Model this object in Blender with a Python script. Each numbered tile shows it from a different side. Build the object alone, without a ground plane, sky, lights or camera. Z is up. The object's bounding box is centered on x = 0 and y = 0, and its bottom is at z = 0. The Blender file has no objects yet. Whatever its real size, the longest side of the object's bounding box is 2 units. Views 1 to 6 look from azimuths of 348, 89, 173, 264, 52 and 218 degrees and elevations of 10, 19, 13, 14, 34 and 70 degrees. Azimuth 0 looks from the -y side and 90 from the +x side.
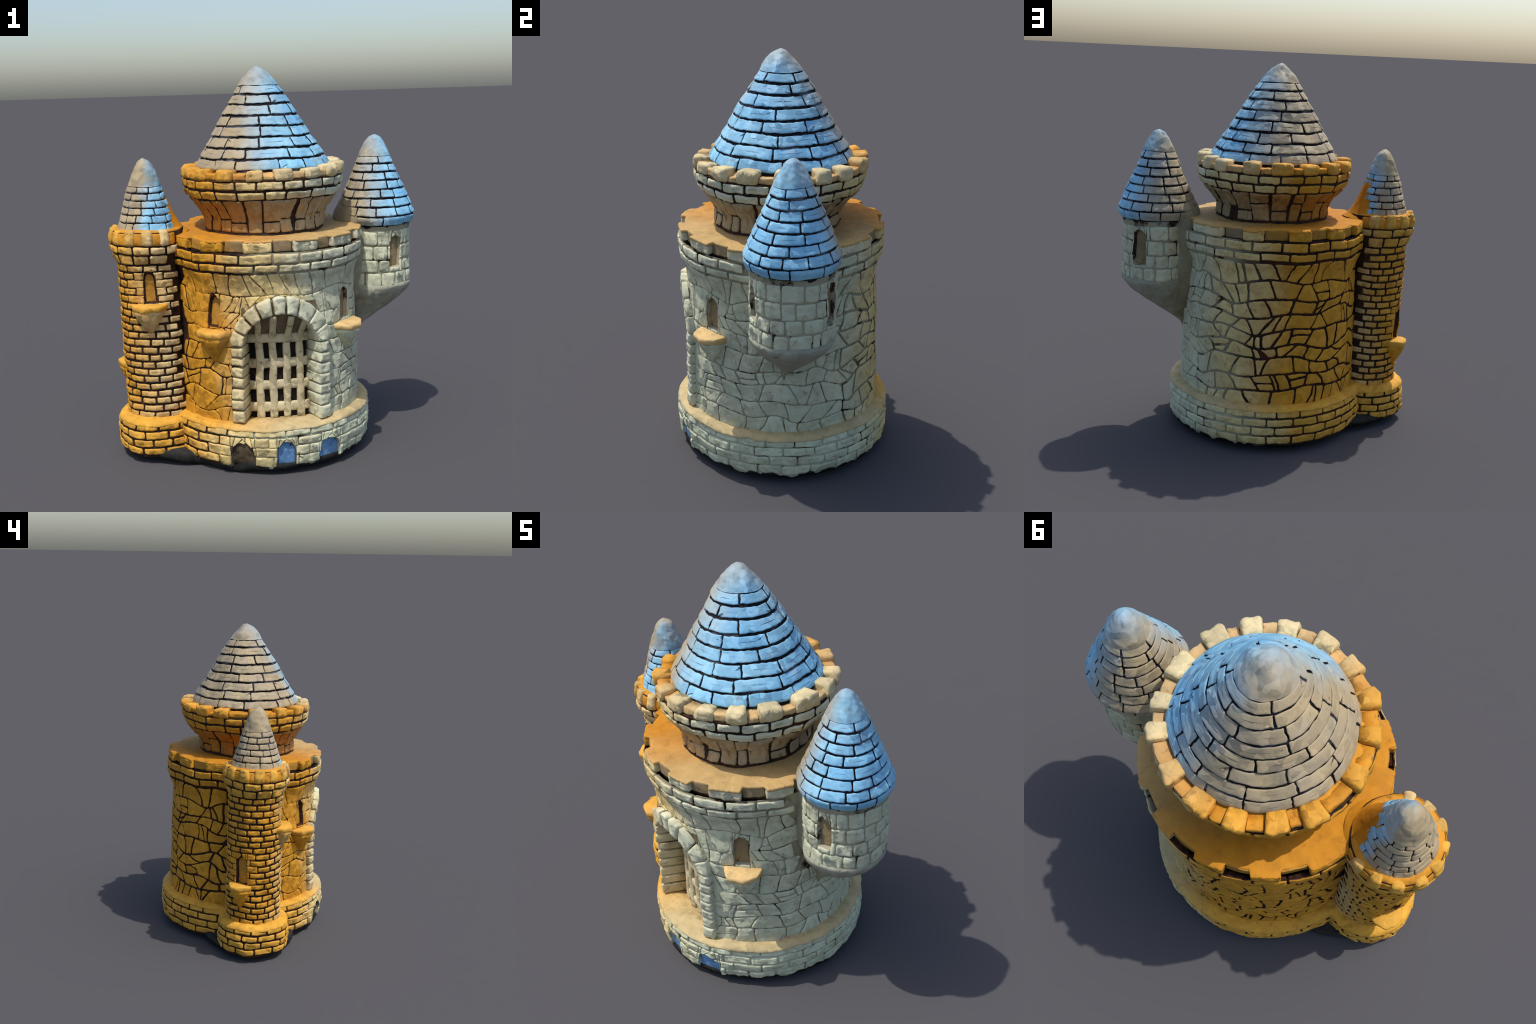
# Small cast-resin castle ornament: a round main tower with a drum-shaped keep and a
# tiled cone roof, a slim brick side tower and a hanging corner turret.
import bpy, math, random
import numpy as np

rng = random.Random(7)
TAU = math.tau
rad = math.radians

# ------------------------------------------------------------------ noise / warp
_nr = np.random.RandomState(11)


def wave_field(n, wavelength, seed):
    r = np.random.RandomState(seed)
    k = r.normal(size=(n, 3))
    k /= np.linalg.norm(k, axis=1)[:, None]
    k *= TAU / (wavelength * r.uniform(0.6, 1.6, n))[:, None]
    ph = r.uniform(0, TAU, n)
    return lambda p: np.sin(p @ k.T + ph).sum(1) / math.sqrt(n)


WARP = [wave_field(10, 0.22, s) for s in (1, 2, 3)]
LUMP = wave_field(16, 0.035, 5)
LUMP2 = wave_field(16, 0.075, 6)


def step(x, a, b):
    t = np.clip((x - a) / (b - a), 0, 1)
    return t * t * (3 - 2 * t)


def warp(p, amount=0.0025):
    """hand-made unevenness; the crown of the main tower also rises towards the back"""
    q = p + amount * np.stack([w(p) for w in WARP], 1)
    q[:, 2] += 0.014 * np.clip((p[:, 1] + 0.35) / 0.85, 0, 1) * step(p[:, 2], 0.93, 1.12) * (1 - step(p[:, 2], 1.2, 1.36))
    return q


# ------------------------------------------------------------------ surfaces of revolution
class Revolved:
    """Round wall: radius profile over height, on a possibly leaning axis."""

    def __init__(self, profile, axis, smooth=0.012):
        z = np.array([p[0] for p in profile], float)
        r = np.array([p[1] for p in profile], float)
        self.z = np.linspace(z[0], z[-1], 800)
        rr = np.interp(self.z, z, r)
        w = max(1, int(smooth / (self.z[1] - self.z[0])))
        if w > 1:
            pad = np.concatenate([2 * rr[0] - rr[1:w + 1][::-1], rr, 2 * rr[-1] - rr[-w - 1:-1][::-1]])
            ker = np.hanning(2 * w + 1)
            rr = np.convolve(pad, ker / ker.sum(), "valid")
        self.r = np.maximum(rr, 0.0005)
        self.slope = np.gradient(self.r, self.z)
        self.axis = axis

    def R(self, z):
        return np.interp(z, self.z, self.r)

    def centre(self, z):
        x0, y0, dx, dy = self.axis
        return x0 + dx * z, y0 + dy * z

    def point(self, th, z, d=0.0):
        th, z, d = np.broadcast_arrays(np.asarray(th, float), np.asarray(z, float), np.asarray(d, float))
        s = np.interp(z, self.z, self.slope)
        n = np.sqrt(1 + s * s)
        rr = np.maximum(self.R(z) + d / n, 0.0003)
        cx, cy = self.centre(z)
        return np.stack([cx + rr * np.cos(th), cy + rr * np.sin(th), z - d * s / n], -1)


# ------------------------------------------------------------------ object helpers
ROOT = bpy.data.objects.new("toy_castle", None)
bpy.context.scene.collection.objects.link(ROOT)
ROOT["label"] = "weathered stone castle ornament with blue tiled cone roofs"
ROOT["category"] = "castle ornament"


def make(name, verts, faces, mat, parent=ROOT, smooth=True, stuff=False):
    me = bpy.data.meshes.new(name)
    v = warp(np.asarray(verts, float))
    me.from_pydata(v.tolist(), [], faces)
    me.validate()
    if smooth:
        me.polygons.foreach_set("use_smooth", [True] * len(me.polygons))
    me.materials.append(mat)
    ob = bpy.data.objects.new(name, me)
    bpy.context.scene.collection.objects.link(ob)
    ob.parent = parent
    if stuff:
        ob["kind"] = "stuff"
    return ob


def grid_faces(nu, nv, wrap):
    f = []
    for j in range(nv - 1):
        for i in range(nu if wrap else nu - 1):
            a, b = j * nu + i, j * nu + (i + 1) % nu
            f.append((a, b, b + nu, a + nu))
    return f


def revolve(name, surf, mat, z0, z1, nz, nth, parent=ROOT, depth=None, lump=0.0, cap_top=False, cap_bottom=False, th0=None, th1=None):
    wrap = th0 is None
    th = np.arange(nth) * TAU / nth if wrap else np.linspace(th0, th1, nth)
    zz = np.linspace(z0, z1, nz)
    T, Z = np.meshgrid(th, zz)
    T, Z = T.ravel(), Z.ravel()
    D = np.zeros_like(T)
    if depth is not None:
        D = D + depth(T, Z)
    P = surf.point(T, Z, D)
    if lump:
        P = surf.point(T, Z, D + lump * LUMP2(P) + 0.5 * lump * LUMP(P))
    f = grid_faces(nth, nz, wrap)
    P = list(map(tuple, P))
    if cap_top:
        c = len(P)
        P.append(tuple(np.mean(P[-nth:], axis=0)))
        f += [((nz - 1) * nth + i, (nz - 1) * nth + (i + 1) % nth, c) for i in range(nth)]
    if cap_bottom:
        c = len(P)
        P.append(tuple(np.mean(P[:nth], axis=0)))
        f += [((i + 1) % nth, i, c) for i in range(nth)]
    return make(name, P, f, mat, parent)


# ------------------------------------------------------------------ polygons in wall space
def area(p):
    x, y = p[:, 0], p[:, 1]
    return 0.5 * float(np.sum(x * np.roll(y, -1) - y * np.roll(x, -1)))


def clip(p, n, c):
    """keep the part of polygon p where n.x <= c"""
    out = []
    for i in range(len(p)):
        a, b = p[i], p[(i + 1) % len(p)]
        da, db = a @ n - c, b @ n - c
        if da <= 0:
            out.append(a)
        if (da < 0 < db) or (db < 0 < da):
            out.append(a + (b - a) * da / (da - db))
    return np.array(out) if len(out) >= 3 else None


def cut_around(p, hole):
    """pieces of convex polygon p that lie outside a convex opening"""
    rest, pieces = p, []
    order = sorted(range(len(hole)), key=lambda i: -np.linalg.norm(hole[(i + 1) % len(hole)] - hole[i]))
    for i in order:
        a, b = hole[i], hole[(i + 1) % len(hole)]
        e = b - a
        n = np.array([e[1], -e[0]])
        out = clip(rest, -n, -(n @ a))
        if out is not None and abs(area(out)) > 1e-7:
            pieces.append(out)
        rest = clip(rest, n, n @ a)
        if rest is None or abs(area(rest)) < 1e-8:
            return [p] if rest is None and len(pieces) == 1 and abs(area(pieces[0]) - area(p)) < 1e-9 else pieces
    return pieces


def offset_in(p, d):
    e = np.roll(p, -1, 0) - p
    e /= np.maximum(np.linalg.norm(e, axis=1), 1e-9)[:, None]
    n = np.stack([-e[:, 1], e[:, 0]], 1)
    m = n + np.roll(n, 1, 0)
    m /= np.maximum((m * m).sum(1) / 2, 0.35)[:, None]
    return p + m * d


def soften(p, corner):
    out = []
    k = len(p)
    for i in range(k):
        a, b, c = p[i - 1], p[i], p[(i + 1) % k]
        la, lc = np.linalg.norm(a - b), np.linalg.norm(c - b)
        fa, fc = min(corner / max(la, 1e-9), 0.4), min(corner / max(lc, 1e-9), 0.4)
        s, t = b + (a - b) * fa, b + (c - b) * fc
        out += [s, 0.25 * s + 0.5 * b + 0.25 * t, t]
    return np.array(out)


def densify(p, step):
    out = []
    for i in range(len(p)):
        a, b = p[i], p[(i + 1) % len(p)]
        n = max(1, int(math.ceil(np.linalg.norm(b - a) / step)))
        out += [a + (b - a) * j / n for j in range(n)]
    return np.array(out)


def slab(name, surf, poly, mat, parent, gap=0.008, thick=0.010, sink=0.012, corner=0.008, bevel=0.004,
         rough=0.0016, lip=0.0, step=0.018, wobble=0.0015, side_gap=None, edge=None):
    """One stone: a pillow-edged block standing on a round wall.
    poly: corners in (angle, height).  lip: extra thickness towards the lower edge (shingles)."""
    poly = np.asarray(poly, float)
    c = poly.mean(0)
    rc = float(surf.R(c[1]))
    sl = float(np.interp(c[1], surf.z, surf.slope))
    st = math.sqrt(1 + sl * sl)
    m = np.stack([(poly[:, 0] - c[0]) * rc, (poly[:, 1] - c[1]) * st], 1)
    if area(m) < 0:
        m = m[::-1]
    size = math.sqrt(abs(area(m)))
    if size < 0.012:
        return None
    if side_gap is not None:      # thinner joints between neighbours than between courses
        half = np.ptp(m[:, 0]) / 2
        m = m * np.array([1 + max(0.0, (gap - side_gap) / 2) / max(half, 1e-3), 1.0])
    m = offset_in(m, gap / 2)
    if area(m) < 1e-4:
        return None
    m = densify(soften(m, min(corner, size * 0.3)), step)
    jit = np.array([[rng.uniform(-1, 1), rng.uniform(-1, 1)] for _ in range(len(m))])
    m = m + jit * wobble
    ctr = m.mean(0)
    hmin, hmax = m[:, 1].min(), m[:, 1].max()
    b = min(bevel, size * 0.15)
    wx, wy = max(np.ptp(m[:, 0]), 1e-4), max(np.ptp(m[:, 1]), 1e-4)

    def shrink(ins):                  # even inset that never folds over itself
        return ctr + (m - ctr) * np.array([max(0.3, 1 - 2 * ins / wx), max(0.3, 1 - 2 * ins / wy)])
    rings = [(m, -sink, 0), (m, thick - b, 0), (shrink(b * 0.45), thick - b * 0.3, 1), (shrink(b * 1.6), thick, 1)]
    inner = rings[-1][0]
    for k in (0.68, 0.38, 0.12):      # close the face towards its long axis, not to a point
        sc = np.array([1 - (1 - k) * min(1.0, wy / wx), 1 - (1 - k) * min(1.0, wx / wy)])
        rings.append((ctr + (inner - ctr) * sc, thick, 2))
    V, n = [], len(m)
    tilt = (rng.uniform(-1, 1) * 0.03, rng.uniform(-1, 1) * 0.03)
    for q, d, top in rings:
        th = c[0] + q[:, 0] / rc
        z = c[1] + q[:, 1] / st
        dd = np.full(len(q), d, float)
        if d > -sink + 1e-9:
            dd += (q - ctr) @ np.array(tilt)
            dd += lip * (hmax - q[:, 1]) / max(hmax - hmin, 1e-6)
            p = surf.point(th, z, dd)
            dd += rough * (0.45 if top == 2 else 0.8) * LUMP(p) + rough * 1.1 * LUMP2(p)
        V.append(surf.point(th, z, dd))
    V = np.concatenate(V)
    F = []
    for j in range(len(rings) - 1):
        for i in range(n):
            a, b2 = j * n + i, j * n + (i + 1) % n
            F.append((a, b2, b2 + n, a + n))
    top = (len(rings) - 1) * n
    F.append(tuple(top + i for i in range(n)))
    F.append(tuple(range(n - 1, -1, -1)))
    ob = make(name, V, F, mat, parent)
    if edge is not None:          # joint wash on the flanks of the stone
        ob.data.materials.append(edge)
        idx = np.zeros(len(ob.data.polygons), np.int32)
        idx[:n] = 1
        ob.data.polygons.foreach_set("material_index", idx)
    return ob


def courses(name, surf, mat, parent, rows, length, th_range=(0, TAU), jitter=0.12, holes=(), skip=None, tune=None, **kw):
    """brickwork: rows = list of (z_low, z_high); bricks run round the wall"""
    made = []
    t0, t1 = th_range
    full = abs(t1 - t0 - TAU) < 1e-6
    for k, (za, zb) in enumerate(rows):
        rc = float(surf.R((za + zb) / 2))
        n = max(3, int(round((t1 - t0) * rc / length)))
        w = (t1 - t0) / n
        off = (0.5 * w if k % 2 else 0) + rng.uniform(-0.18, 0.18) * w
        cuts = [t0 + off + (i + rng.uniform(-jitter, jitter)) * w for i in range(n)]
        cuts.append(cuts[0] + (t1 - t0) if full else t1)
        if not full:
            cuts = [t0] + [c for c in cuts if t0 + 0.25 * w < c < t1 - 0.25 * w] + [t1]
        for a, b in zip(cuts[:-1], cuts[1:]):
            if skip and skip((a + b) / 2, (za + zb) / 2):
                continue
            j = lambda: rng.uniform(-0.04, 0.04) * (zb - za)
            p = np.array([(a, za + j()), (b, za + j()), (b, zb + j()), (a, zb + j())])
            for q, was_cut in trim(p, holes, surf):
                k2 = dict(kw, gap=0.002, corner=0.003) if was_cut else dict(kw, **(tune((a + b) / 2) if tune else {}))
                o = slab(name, surf, q, mat, parent, **k2)
                if o:
                    made.append(o)
    return made


def wrap_near(th, ref):
    return ref + (th - ref + math.pi) % TAU - math.pi


def overlaps(p, hole):
    q = p
    for i in range(len(hole)):
        a, b = hole[i], hole[(i + 1) % len(hole)]
        e = b - a
        n = np.array([e[1], -e[0]])
        q = clip(q, n, n @ a)
        if q is None:
            return False
    return abs(area(q)) > 2e-6


def trim(p, holes, surf):
    """list of (piece, was_cut)"""
    todo = [(np.asarray(p, float), False)]
    for h in holes:
        hc = h.mean(0)
        r = float(surf.R(hc[1]))
        s = np.array([r, 1.0])
        nxt = []
        for q, cutq in todo:
            q = q.copy()
            shift = wrap_near(q[:, 0].mean(), hc[0]) - q[:, 0].mean()
            q[:, 0] += shift
            qs, hs = q * s, h * s
            parts = cut_around(qs, hs) if overlaps(qs, hs) else None
            for r_ in ([qs] if parts is None else parts):
                if abs(area(r_)) < 0.00018:
                    continue
                k = r_ / s
                k[:, 0] -= shift
                nxt.append((k, cutq or parts is not None))
        todo = nxt
    return todo


# ------------------------------------------------------------------ materials
def nodes_for(name):
    m = bpy.data.materials.new(name)
    m.use_nodes = True
    return m, m.node_tree.nodes, m.node_tree.links


class G:
    """tiny helper for building node graphs"""

    def __init__(self, name):
        self.mat, self.n, self.l = nodes_for(name)
        self.bsdf = self.n["Principled BSDF"]
        self.co = self.n.new("ShaderNodeTexCoord").outputs["Object"]

    def put(self, sock, v):
        if hasattr(v, "is_linked") or hasattr(v, "links"):
            self.l.new(v, sock)
        else:
            sock.default_value = v

    def math(self, op, a, b=0.0, clamp=False):
        x = self.n.new("ShaderNodeMath")
        x.operation, x.use_clamp = op, clamp
        self.put(x.inputs[0], a)
        self.put(x.inputs[1], b)
        return x.outputs[0]

    def vec(self, op, a, b=(0, 0, 0), out=0):
        x = self.n.new("ShaderNodeVectorMath")
        x.operation = op
        self.put(x.inputs[0], a)
        self.put(x.inputs[1], b)
        return x.outputs["Value" if op == "DOT_PRODUCT" else "Vector"]

    def noise(self, scale, detail=3.0, rough=0.55, co=None, dist=0.0):
        x = self.n.new("ShaderNodeTexNoise")
        self.put(x.inputs["Vector"], co or self.co)
        x.inputs["Scale"].default_value, x.inputs["Detail"].default_value = scale, detail
        x.inputs["Roughness"].default_value, x.inputs["Distortion"].default_value = rough, dist
        return x.outputs["Fac"]

    def ramp(self, v, lo, hi, a=0.0, b=1.0, smooth=True):
        x = self.n.new("ShaderNodeMapRange")
        x.interpolation_type = "SMOOTHSTEP" if smooth else "LINEAR"
        self.put(x.inputs["Value"], v)
        for k, w in zip(("From Min", "From Max", "To Min", "To Max"), (lo, hi, a, b)):
            x.inputs[k].default_value = w
        return x.outputs["Result"]

    def mix(self, f, a, b, blend="MIX"):
        x = self.n.new("ShaderNodeMix")
        x.data_type, x.blend_type = "RGBA", blend
        self.put(x.inputs[0], f)
        for s, v in ((x.inputs[6], a), (x.inputs[7], b)):
            self.put(s, v if not isinstance(v, tuple) else (*v, 1.0))
        return x.outputs[2]

    def gray(self, v):
        x = self.n.new("ShaderNodeCombineColor")
        for i in range(3):
            self.put(x.inputs[i], v)
        return x.outputs[0]

    def random(self):
        return self.n.new("ShaderNodeObjectInfo").outputs["Random"]

    def facets(self, scale, strength, grain=0.25):
        """flat chips: each Voronoi cell tilts its own way"""
        w = self.vec("ADD", self.co, (0.37, 0.11, 0.53))
        v = self.n.new("ShaderNodeTexVoronoi")
        v.feature = "F1"
        self.put(v.inputs["Vector"], w)
        v.inputs["Scale"].default_value = scale
        away = self.vec("SUBTRACT", w, v.outputs["Position"])
        lean = self.vec("SUBTRACT", v.outputs["Color"], (0.5, 0.5, 0.5))
        h = self.vec("DOT_PRODUCT", away, lean)
        h = self.math("ADD", h, self.math("MULTIPLY", self.noise(70, 4), 0.012 * grain))
        b = self.n.new("ShaderNodeBump")
        b.inputs["Strength"].default_value = strength
        b.inputs["Distance"].default_value = 1.0
        self.put(b.inputs["Height"], h)
        self.l.new(b.outputs["Normal"], self.bsdf.inputs["Normal"])

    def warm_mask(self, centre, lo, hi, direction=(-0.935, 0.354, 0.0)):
        """baked light tint: warm on one flank, cool grey on the other, ragged border"""
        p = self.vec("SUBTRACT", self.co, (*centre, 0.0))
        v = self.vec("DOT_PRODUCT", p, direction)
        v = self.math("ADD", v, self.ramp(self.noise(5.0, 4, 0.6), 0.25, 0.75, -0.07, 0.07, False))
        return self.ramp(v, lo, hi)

    def finish(self, col, rough=0.72, spec=0.25):
        self.put(self.bsdf.inputs["Base Color"], col)
        self.bsdf.inputs["Roughness"].default_value = rough
        self.bsdf.inputs["Specular IOR Level"].default_value = spec
        return self.mat


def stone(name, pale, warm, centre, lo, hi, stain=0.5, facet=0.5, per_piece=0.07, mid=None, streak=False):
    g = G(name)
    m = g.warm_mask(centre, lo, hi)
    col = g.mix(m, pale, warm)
    if mid is not None:      # cream where the warm and cool light tints meet
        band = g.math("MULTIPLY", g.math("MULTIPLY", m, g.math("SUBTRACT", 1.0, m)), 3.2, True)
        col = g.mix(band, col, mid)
    # mottling
    a = g.ramp(g.noise(11, 4, 0.6), 0.3, 0.7, 0.86, 1.1, False)
    r = g.ramp(g.random(), 0, 1, 1 - per_piece, 1 + per_piece, False)
    col = g.mix(1.0, col, g.gray(g.math("MULTIPLY", a, r)), "MULTIPLY")
    # thin brown wash caught in patches
    co = g.vec("MULTIPLY", g.co, (1.6, 1.6, 0.35)) if streak else None
    s = g.ramp(g.noise(23, 5, 0.65, co=co, dist=0.6), 0.50 if streak else 0.54, 0.70)
    dark = g.mix(m, (0.20, 0.15, 0.09), (0.26, 0.10, 0.012))
    col = g.mix(g.math("MULTIPLY", s, stain), col, dark)
    # broad faded patches of the same wash
    b = g.ramp(g.noise(4.5, 5, 0.7, dist=0.8), 0.52, 0.70)
    col = g.mix(g.math("MULTIPLY", b, 0.32), col, g.mix(m, (0.44, 0.38, 0.24), (0.36, 0.15, 0.015)))
    t = g.noise(15, 2, 0.5)
    col = g.mix(0.10, col, g.mix(t, (0.40, 0.62, 0.42), (0.72, 0.42, 0.34)), "OVERLAY")
    g.facets(34, facet)
    return g.finish(col)


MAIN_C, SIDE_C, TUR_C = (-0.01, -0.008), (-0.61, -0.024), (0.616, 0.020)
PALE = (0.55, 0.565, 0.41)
WARM = (0.56, 0.262, 0.020)  # orange of the scan's warm side light, put into the stone colour
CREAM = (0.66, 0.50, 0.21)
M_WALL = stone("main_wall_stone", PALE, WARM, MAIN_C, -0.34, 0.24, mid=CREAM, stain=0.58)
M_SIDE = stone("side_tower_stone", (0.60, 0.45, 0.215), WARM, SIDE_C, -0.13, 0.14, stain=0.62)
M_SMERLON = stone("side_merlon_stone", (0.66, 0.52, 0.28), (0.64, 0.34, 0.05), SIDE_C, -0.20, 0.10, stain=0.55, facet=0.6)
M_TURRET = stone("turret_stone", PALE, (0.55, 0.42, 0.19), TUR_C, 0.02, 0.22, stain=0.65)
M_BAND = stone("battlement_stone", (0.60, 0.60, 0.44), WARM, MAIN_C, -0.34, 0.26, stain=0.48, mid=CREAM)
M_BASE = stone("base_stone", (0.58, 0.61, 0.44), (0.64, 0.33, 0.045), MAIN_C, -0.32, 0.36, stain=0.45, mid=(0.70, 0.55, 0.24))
M_ARCH = stone("arch_stone_light_tint", (0.60, 0.60, 0.44), WARM, MAIN_C, -0.14, 0.34, stain=0.5, mid=(0.64, 0.53, 0.29))
M_KEEP = stone("keep_stone", (0.38, 0.30, 0.18), (0.37, 0.165, 0.024), MAIN_C, -0.28, 0.26, stain=0.8, streak=True)  # darkened and streaked for the shade on the neck below the parapet
M_DECK = stone("deck_warm_light_tint", (0.52, 0.34, 0.135), (0.55, 0.225, 0.012), MAIN_C, -0.3, 0.25, stain=0.4, facet=0.15)
M_SILL = stone("sill_warm_light_tint", (0.66, 0.45, 0.20), (0.70, 0.36, 0.05), MAIN_C, -0.2, 0.35, stain=0.35, facet=0.3)
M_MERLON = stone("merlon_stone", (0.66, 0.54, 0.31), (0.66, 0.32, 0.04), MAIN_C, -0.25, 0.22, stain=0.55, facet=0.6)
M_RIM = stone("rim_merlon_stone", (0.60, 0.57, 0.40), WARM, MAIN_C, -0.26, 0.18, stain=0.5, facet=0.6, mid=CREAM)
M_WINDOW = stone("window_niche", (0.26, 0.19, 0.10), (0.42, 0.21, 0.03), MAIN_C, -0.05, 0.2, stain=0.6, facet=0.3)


M_CORBEL = stone("corbel_dark_grey", (0.33, 0.33, 0.26), (0.30, 0.26, 0.15), TUR_C, 0.0, 0.2, stain=0.4, facet=0.4)


def roof_paint(name, centre, lo, hi, edge_mix=0.35):
    g = G(name)
    p = g.vec("SUBTRACT", g.co, (*centre, 0.0))
    v = g.vec("DOT_PRODUCT", p, (-0.93, 0.36, 0.0))
    v = g.math("ADD", v, g.ramp(g.noise(7, 4, 0.6), 0.25, 0.75, -0.05, 0.05, False))
    m = g.ramp(v, lo, hi)
    blue = g.mix(g.ramp(g.noise(6, 3), 0.3, 0.7), (0.19, 0.455, 0.68), (0.30, 0.59, 0.76))
    grey = g.mix(g.ramp(g.noise(9, 3), 0.3, 0.7), (0.42, 0.325, 0.185), (0.35, 0.285, 0.19))
    worn = g.ramp(g.noise(16, 5, 0.7, dist=0.4), 0.57, 0.70)
    blue = g.mix(g.math("MULTIPLY", worn, edge_mix), blue, (0.55, 0.62, 0.62))
    col = g.mix(m, blue, grey)
    r = g.ramp(g.random(), 0, 1, 0.9, 1.08, False)
    col = g.mix(1.0, col, g.gray(r), "MULTIPLY")
    s = g.ramp(g.noise(27, 5, 0.65), 0.60, 0.74)
    col = g.mix(g.math("MULTIPLY", s, 0.45), col, (0.16, 0.12, 0.09))
    g.facets(30, 0.40)
    return g.finish(col, 0.6, 0.35)


M_ROOF = roof_paint("main_roof_paint", (-0.02, -0.01), -0.19, 0.12)
M_TROOF = roof_paint("turret_roof_paint", TUR_C, -0.13, 0.11)
M_SROOF = roof_paint("side_roof_paint", (-0.63, -0.026), -0.08, 0.03)


def plain(name, a, b, scale=14, rough=0.8, facet=0.3):
    g = G(name)
    g.facets(34, facet)
    return g.finish(g.mix(g.ramp(g.noise(scale, 4, 0.6), 0.35, 0.65), a, b), rough, 0.2)


M_MORTAR = plain("dark_mortar", (0.016, 0.011, 0.009), (0.055, 0.024, 0.012))
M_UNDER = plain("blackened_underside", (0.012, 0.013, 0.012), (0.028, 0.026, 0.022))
M_WATER = plain("blue_niche_paint", (0.10, 0.22, 0.42), (0.18, 0.33, 0.56), 20)
M_NICHE = plain("brown_niche_paint", (0.03, 0.02, 0.012), (0.12, 0.085, 0.05), 20)
M_CRENEL = stone("crenel_warm_light_tint", (0.56, 0.38, 0.18), (0.58, 0.25, 0.02), MAIN_C, -0.25, 0.22, stain=0.75, facet=0.3)
M_IRON = stone("portcullis_paint", (0.56, 0.48, 0.30), (0.60, 0.40, 0.18), MAIN_C, -0.1, 0.3, stain=0.95)
M_HOOD = stone("gate_hood_dark_brown", (0.13, 0.10, 0.06), (0.13, 0.085, 0.035), MAIN_C, -0.1, 0.3, stain=1.0, streak=True)
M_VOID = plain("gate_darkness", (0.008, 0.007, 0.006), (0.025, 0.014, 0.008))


def seam(name, centre, lo, hi, pale, dark=(0.02, 0.013, 0.01)):
    """mortar: black-brown wash, thin and greenish where little of it took"""
    g = G(name)
    m = g.warm_mask(centre, lo, hi)
    n = g.ramp(g.noise(9, 4, 0.6), 0.50, 0.64)
    f = g.math("MAXIMUM", m, n)
    col = g.mix(f, pale, g.mix(g.ramp(g.noise(25, 3), 0.4, 0.6), dark, (0.06, 0.022, 0.012)))
    return g.finish(col, 0.85, 0.15)



def roof_seam(name):
    """black wash between tiles, rubbed thin in places"""
    g = G(name)
    f = g.ramp(g.noise(8, 4, 0.6), 0.50, 0.66)
    return g.finish(g.mix(f, (0.014, 0.012, 0.015), (0.13, 0.135, 0.15)), 0.85, 0.15)


M_SEAM = seam("main_wall_mortar", MAIN_C, -0.12, 0.08, (0.33, 0.30, 0.20))
M_SEAM_BASE = seam("base_mortar", MAIN_C, -0.10, 0.20, (0.46, 0.46, 0.33), (0.03, 0.024, 0.014))
M_SEAM_TUR = seam("turret_mortar", TUR_C, 0.05, 0.25, (0.35, 0.32, 0.22))
M_SEAM_ROOF = roof_seam("roof_seam")

# ------------------------------------------------------------------ profiles (height, radius)
AX_MAIN = (-0.008, -0.008, -0.002, 0.0)
AX_SIDE = (-0.593, -0.017, -0.027, -0.009)
AX_TUR = (0.616, 0.020, 0.0, 0.0)
AX_WALL = (-0.014, 0.001, -0.001, -0.011)
AX_BASE = (-0.012, 0.0, 0.0, 0.0)
AX_KEEP = (-0.012, -0.085, 0.0, 0.051)
AX_ROOF = (0.055, 0.002, -0.041, -0.007)

WALL = Revolved([(0.20, 0.484), (0.35, 0.482), (0.61, 0.477), (0.80, 0.471), (0.925, 0.466), (0.965, 0.474), (1.01, 0.492), (1.06, 0.500), (1.112, 0.500)], AX_WALL)
RIM = Revolved([(1.09, 0.477), (1.20, 0.477)], (-0.014, -0.007, 0, 0))
BASE = Revolved([(0.0, 0.490), (0.03, 0.520), (0.07, 0.534), (0.14, 0.540), (0.21, 0.537), (0.25, 0.528), (0.265, 0.505), (0.29, 0.47)], AX_BASE)
SBASE = Revolved([(0.0, 0.180), (0.03, 0.205), (0.07, 0.214), (0.14, 0.217), (0.20, 0.211), (0.235, 0.195), (0.258, 0.165)], (-0.598, -0.022, -0.02, 0))
KEEP = Revolved([(1.16, 0.312), (1.20, 0.304), (1.25, 0.306), (1.30, 0.337), (1.35, 0.382), (1.40, 0.405), (1.46, 0.410), (1.49, 0.409)], AX_KEEP)
SHAFT = Revolved([(0.20, 0.166), (0.40, 0.162), (0.96, 0.159), (1.03, 0.161), (1.06, 0.171), (1.10, 0.186), (1.155, 0.190), (1.20, 0.180)], AX_SIDE)
TURRET = Revolved([(0.80, 0.180), (0.84, 0.185), (1.0, 0.185), (1.11, 0.184), (1.15, 0.191)], AX_TUR)
MROOF = Revolved([(1.46, 0.345), (1.505, 0.338), (1.55, 0.314), (1.61, 0.276), (1.64, 0.255), (1.75, 0.193), (1.845, 0.134), (1.89, 0.105), (1.94, 0.070), (1.972, 0.040), (1.990, 0.018), (1.995, 0.001)], AX_ROOF)
TROOF = Revolved([(1.125, 0.182), (1.155, 0.192), (1.188, 0.209), (1.210, 0.206), (1.33, 0.155), (1.46, 0.102), (1.54, 0.069), (1.585, 0.044), (1.612, 0.024), (1.622, 0.001)], AX_TUR)
SROOF = Revolved([(1.17, 0.155), (1.22, 0.141), (1.29, 0.118), (1.38, 0.091), (1.45, 0.068), (1.50, 0.049), (1.53, 0.033), (1.546, 0.016), (1.552, 0.001)], AX_SIDE)


# ------------------------------------------------------------------ openings
def slot_outline(th, half_w, z0, z1, r, pad=0.0):
    """arched slot as a convex polygon in (angle, height)"""
    w = half_w + pad
    pts = [(-w, z0 - pad), (w, z0 - pad)]
    zs = z1 - half_w
    for k in range(7):
        a = math.pi * k / 6
        pts.append((w * math.cos(a), zs + w * math.sin(a)))
    return np.array([(th + x / r, z) for x, z in pts])


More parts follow.
